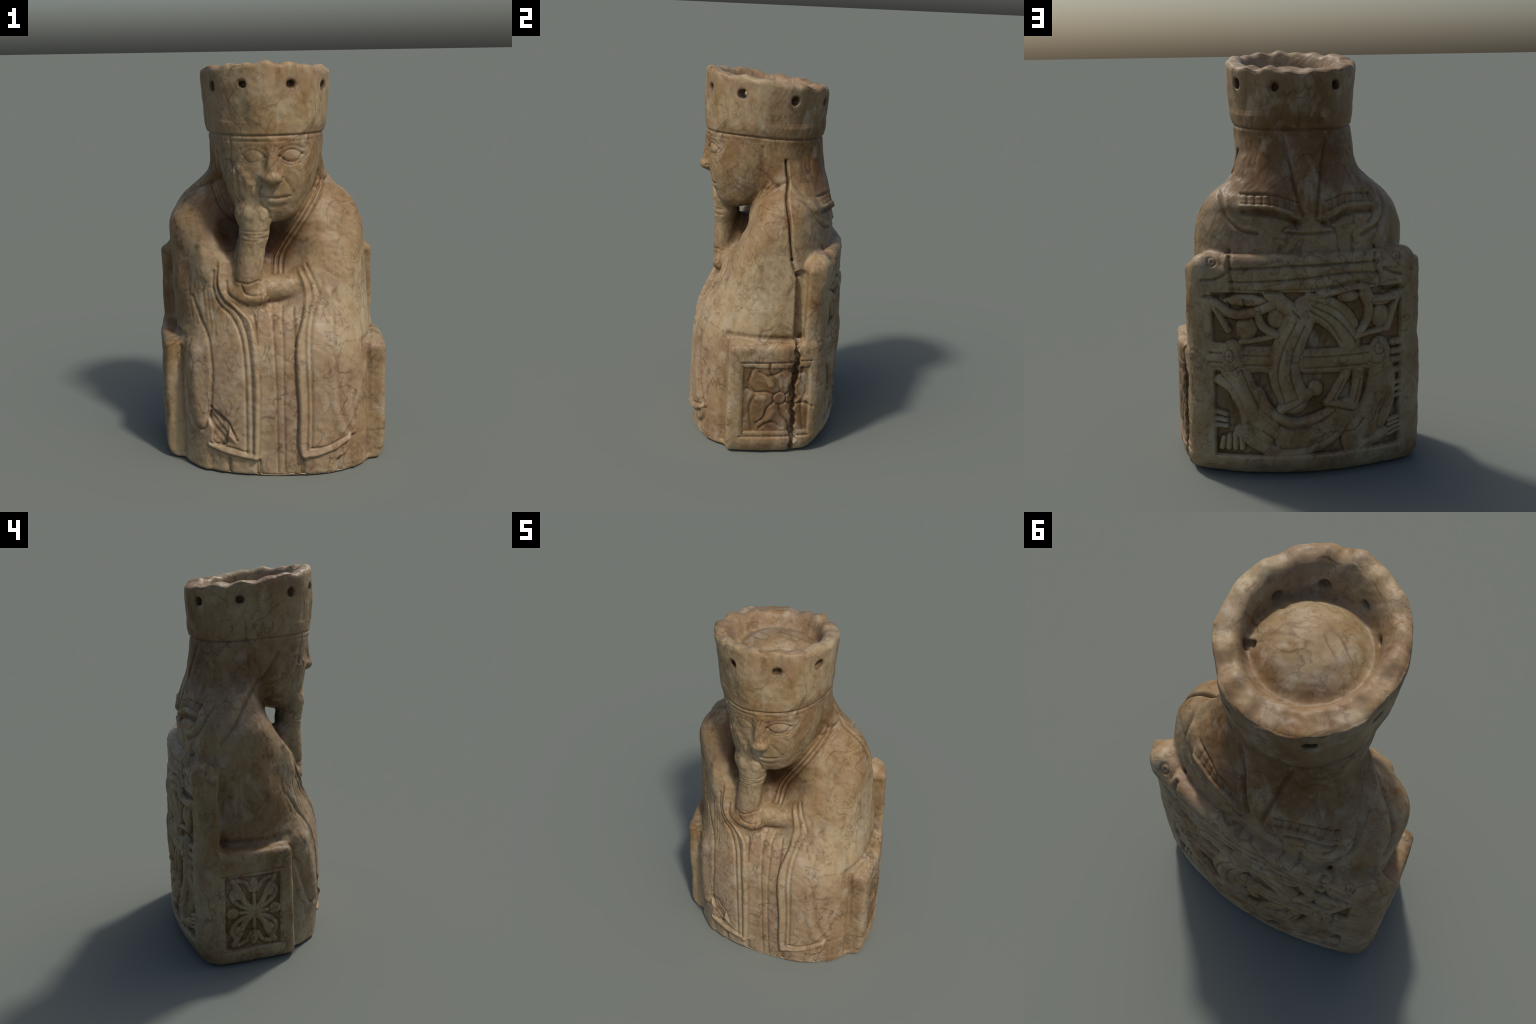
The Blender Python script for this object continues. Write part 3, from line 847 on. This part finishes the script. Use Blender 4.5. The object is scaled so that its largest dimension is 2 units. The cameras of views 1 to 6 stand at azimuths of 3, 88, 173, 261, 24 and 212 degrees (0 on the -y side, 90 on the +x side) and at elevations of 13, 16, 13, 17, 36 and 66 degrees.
def ivory_material(name, cream, honey, stain, stain_amount, vein_amount):
    m, nd, ln = new_nodes(name)
    out = nd.new('ShaderNodeOutputMaterial')
    bs = nd.new('ShaderNodeBsdfPrincipled')
    ln.new(bs.outputs[0], out.inputs[0])
    tc = nd.new('ShaderNodeTexCoord')
    def noise(scale, detail, rough, dist=0, stretch=None):
        n = nd.new('ShaderNodeTexNoise')
        n.inputs['Scale'].default_value = scale
        n.inputs['Detail'].default_value = detail
        n.inputs['Roughness'].default_value = rough
        n.inputs['Distortion'].default_value = dist
        if stretch:
            mp = nd.new('ShaderNodeMapping')
            mp.inputs['Scale'].default_value = stretch
            ln.new(tc.outputs['Object'], mp.inputs[0]); ln.new(mp.outputs[0], n.inputs['Vector'])
        else:
            ln.new(tc.outputs['Object'], n.inputs['Vector'])
        return n.outputs['Fac']
    def ramp(src, *stops):
        r = nd.new('ShaderNodeValToRGB')
        e = r.color_ramp.elements
        e[0].position, e[0].color = stops[0][0], (stops[0][1],)*3 + (1,)
        e[1].position, e[1].color = stops[-1][0], (stops[-1][1],)*3 + (1,)
        for p, v in stops[1:-1]:
            k = e.new(p); k.color = (v, v, v, 1)
        ln.new(src, r.inputs[0])
        return r.outputs[0]
    def math_(op, a, b):
        n = nd.new('ShaderNodeMath'); n.operation = op; n.use_clamp = True
        for i, s in enumerate((a, b)):
            if isinstance(s, (int, float)): n.inputs[i].default_value = s
            else: ln.new(s, n.inputs[i])
        return n.outputs[0]
    def mix(fac, a, b):
        n = nd.new('ShaderNodeMix'); n.data_type = 'RGBA'
        if isinstance(fac, (int, float)): n.inputs[0].default_value = fac
        else: ln.new(fac, n.inputs[0])
        for i, s in ((6, a), (7, b)):
            if isinstance(s, tuple): n.inputs[i].default_value = s
            else: ln.new(s, n.inputs[i])
        return n.outputs[2]
    # cream ivory with honey and pinkish clouds
    col = mix(ramp(noise(3.6, 5, .62, .5, (1, 1, .6)), (.38, 0), (.66, 1)), cream, honey)
    # darker amber-brown over veil, crown and flanks
    def region(p, r0, r1):
        d = nd.new('ShaderNodeVectorMath'); d.operation = 'DISTANCE'
        ln.new(tc.outputs['Object'], d.inputs[0]); d.inputs[1].default_value = p
        return ramp(d.outputs['Value'], (r0, 1), (r1, 0))
    amber = math_('ADD', region((.0, .25, 1.50), .20, .62), math_('MULTIPLY', region((-.50, .05, .85), .12, .50), .8))
    amber = math_('MULTIPLY', amber, ramp(noise(5.5, 5, .65, .6, (1, 1, .55)), (.30, .30), (.60, .95)))
    col = mix(amber, col, AMBER)
    # cleaner, rosier ivory on the lap and skirt
    rosy = math_('MULTIPLY', region((.05, -.45, .35), .25, .62), ramp(noise(4.2, 4, .6, .4), (.32, .2), (.62, .8)))
    col = mix(rosy, col, srgb(160, 138, 114))
    col = mix(math_('MULTIPLY', ramp(noise(6, 3, .55, .3), (.50, 0), (.68, 1)), .5), col, srgb(132, 106, 86))
    col = mix(math_('MULTIPLY', ramp(noise(11, 5, .6, .4, (1, 1, .55)), (.52, 0), (.70, 1)), .6), col, srgb(168, 156, 134))
    col = mix(math_('MULTIPLY', ramp(noise(15, 5, .65, .5, (1, 1, .5)), (.52, 0), (.70, 1)), .45), col, srgb(104, 75, 44))
    # thin brown veins: narrow bands of distorted noise
    for sc, w, amt in ((5.5, .014, 1.0), (10, .016, .8), (21, .022, .55)):
        v = noise(sc, 3, .5, .5)
        line = ramp(v, (.5 - w*1.8, 0), (.5, 1), (.5 + w*1.8, 0))
        patch = ramp(noise(sc*.55 + 1.3, 2, .5), (.42, 0), (.60, 1))
        col = mix(math_('MULTIPLY', math_('MULTIPLY', line, patch), vein_amount*amt), col, stain)
    # speckle of old dirt
    col = mix(math_('MULTIPLY', ramp(noise(48, 3, .6), (.62, 0), (.74, 1)), .35), col, stain)
    # dark brown spots at the crown sockets, in the chest hollow and beside the neck
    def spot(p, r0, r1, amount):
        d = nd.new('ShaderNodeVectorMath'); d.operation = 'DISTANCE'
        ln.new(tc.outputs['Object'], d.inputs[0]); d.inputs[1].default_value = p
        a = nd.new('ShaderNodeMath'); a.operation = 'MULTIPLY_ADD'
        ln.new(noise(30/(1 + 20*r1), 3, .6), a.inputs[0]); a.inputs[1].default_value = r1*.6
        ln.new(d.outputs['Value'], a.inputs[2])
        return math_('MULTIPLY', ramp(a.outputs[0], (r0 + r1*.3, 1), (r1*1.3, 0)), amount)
    for az in HOLE_AZIMUTHS:
        a = math.radians(az)
        col = mix(spot((-.01 + .295*math.sin(a), -.036 - .318*math.cos(a), 1.866 + .030*math.cos(a)), .012, .036, .9), col, srgb(52, 30, 16))
    col = mix(spot((.03, -.05, 1.11), .09, .24, .92), col, srgb(64, 38, 17))  # recess shadow of the chest hollow painted into the colour, also next line
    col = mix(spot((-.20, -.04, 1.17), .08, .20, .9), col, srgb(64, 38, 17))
    col = mix(spot((.23, .02, 1.46), .03, .12, .6), col, srgb(92, 60, 30))
    col = mix(spot((-.24, .02, 1.45), .03, .12, .6), col, srgb(92, 60, 30))
    # brown polish residue that sits in the cut lines
    geo = nd.new('ShaderNodeNewGeometry')
    cut = ramp(geo.outputs['Pointiness'], (.41, 1), (.497, 0))
    cut = math_('MULTIPLY', cut, ramp(noise(9, 3, .6), (.25, .45), (.6, 1)))
    col = mix(math_('MULTIPLY', cut, stain_amount), col, stain)
    # worn, paler edges
    worn = ramp(geo.outputs['Pointiness'], (.515, 0), (.60, 1))
    col = mix(math_('MULTIPLY', worn, .6), col, srgb(170, 153, 122))
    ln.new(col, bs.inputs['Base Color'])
    rg = nd.new('ShaderNodeMapRange')
    ln.new(noise(16, 3, .6), rg.inputs[0])
    rg.inputs[3].default_value = .40; rg.inputs[4].default_value = .55
    ln.new(rg.outputs[0], bs.inputs['Roughness'])
    bs.inputs['Specular IOR Level'].default_value = .22
    bp = nd.new('ShaderNodeBump')
    bp.inputs['Strength'].default_value = .12
    bp.inputs['Distance'].default_value = .004
    ln.new(noise(70, 4, .65), bp.inputs['Height'])
    ln.new(bp.outputs[0], bs.inputs['Normal'])
    return m

AMBER = srgb(104, 72, 36)
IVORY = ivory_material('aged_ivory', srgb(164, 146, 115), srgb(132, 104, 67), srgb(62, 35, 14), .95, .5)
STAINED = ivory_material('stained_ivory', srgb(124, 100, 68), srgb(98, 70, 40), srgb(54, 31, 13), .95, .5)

# -------------------------------------------------------------- objects
whole = bpy.data.meshes.new('whole')
whole.vertices.add(len(V)); whole.vertices.foreach_set('co', V.astype(F).ravel())
whole.loops.add(Q.size); whole.loops.foreach_set('vertex_index', Q.astype(np.int32).ravel())
whole.polygons.add(len(Q)); whole.polygons.foreach_set('loop_start', np.arange(0, Q.size, 4, dtype=np.int32))
whole.update(calc_edges=True)
VN = np.empty(len(V)*3, F); whole.vertex_normals.foreach_get('vector', VN); VN = VN.reshape(-1, 3)
bpy.data.meshes.remove(whole)

root = bpy.data.objects.new('queen_statuette', None)
bpy.context.scene.collection.objects.link(root)
root['label'] = 'carved ivory seated queen with crown, hand on cheek'
root['category'] = 'chess piece'

objs = {}
for name in PARTS:
    f = Q[lab == ID[name]]
    if len(f) == 0:
        print('EMPTY PART', name); continue
    used, inv = np.unique(f, return_inverse=True)
    inv = inv.reshape(-1, 4)
    me = bpy.data.meshes.new(name)
    me.vertices.add(len(used)); me.vertices.foreach_set('co', V[used].astype(F).ravel())
    me.loops.add(inv.size); me.loops.foreach_set('vertex_index', inv.astype(np.int32).ravel())
    me.polygons.add(len(inv)); me.polygons.foreach_set('loop_start', np.arange(0, inv.size, 4, dtype=np.int32))
    me.update(calc_edges=True)
    me.polygons.foreach_set('use_smooth', np.ones(len(inv), bool))
    me.normals_split_custom_set_from_vertices(VN[used])
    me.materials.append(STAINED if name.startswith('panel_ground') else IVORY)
    ob = bpy.data.objects.new(name, me)
    bpy.context.scene.collection.objects.link(ob)
    objs[name] = ob
PARENT = {'nose': 'head', 'eye': 'head', 'eye.001': 'head', 'hand': 'forearm', 'hand.001': 'sleeve_forearm', 'scalp': 'head',
          'side_panel': 'throne', 'side_panel.001': 'throne', 'back_panel': 'throne', 'top_rail': 'throne',
          'beast_head': 'throne', 'beast_head.001': 'throne', 'panel_ground': 'throne', 'panel_ground.001': 'throne',
          'panel_ground.002': 'throne'}
for name, ob in objs.items():
    ob.parent = objs[PARENT[name]] if name in PARENT else root
print('quads', len(Q), 'bounds', V.min(0), V.max(0))
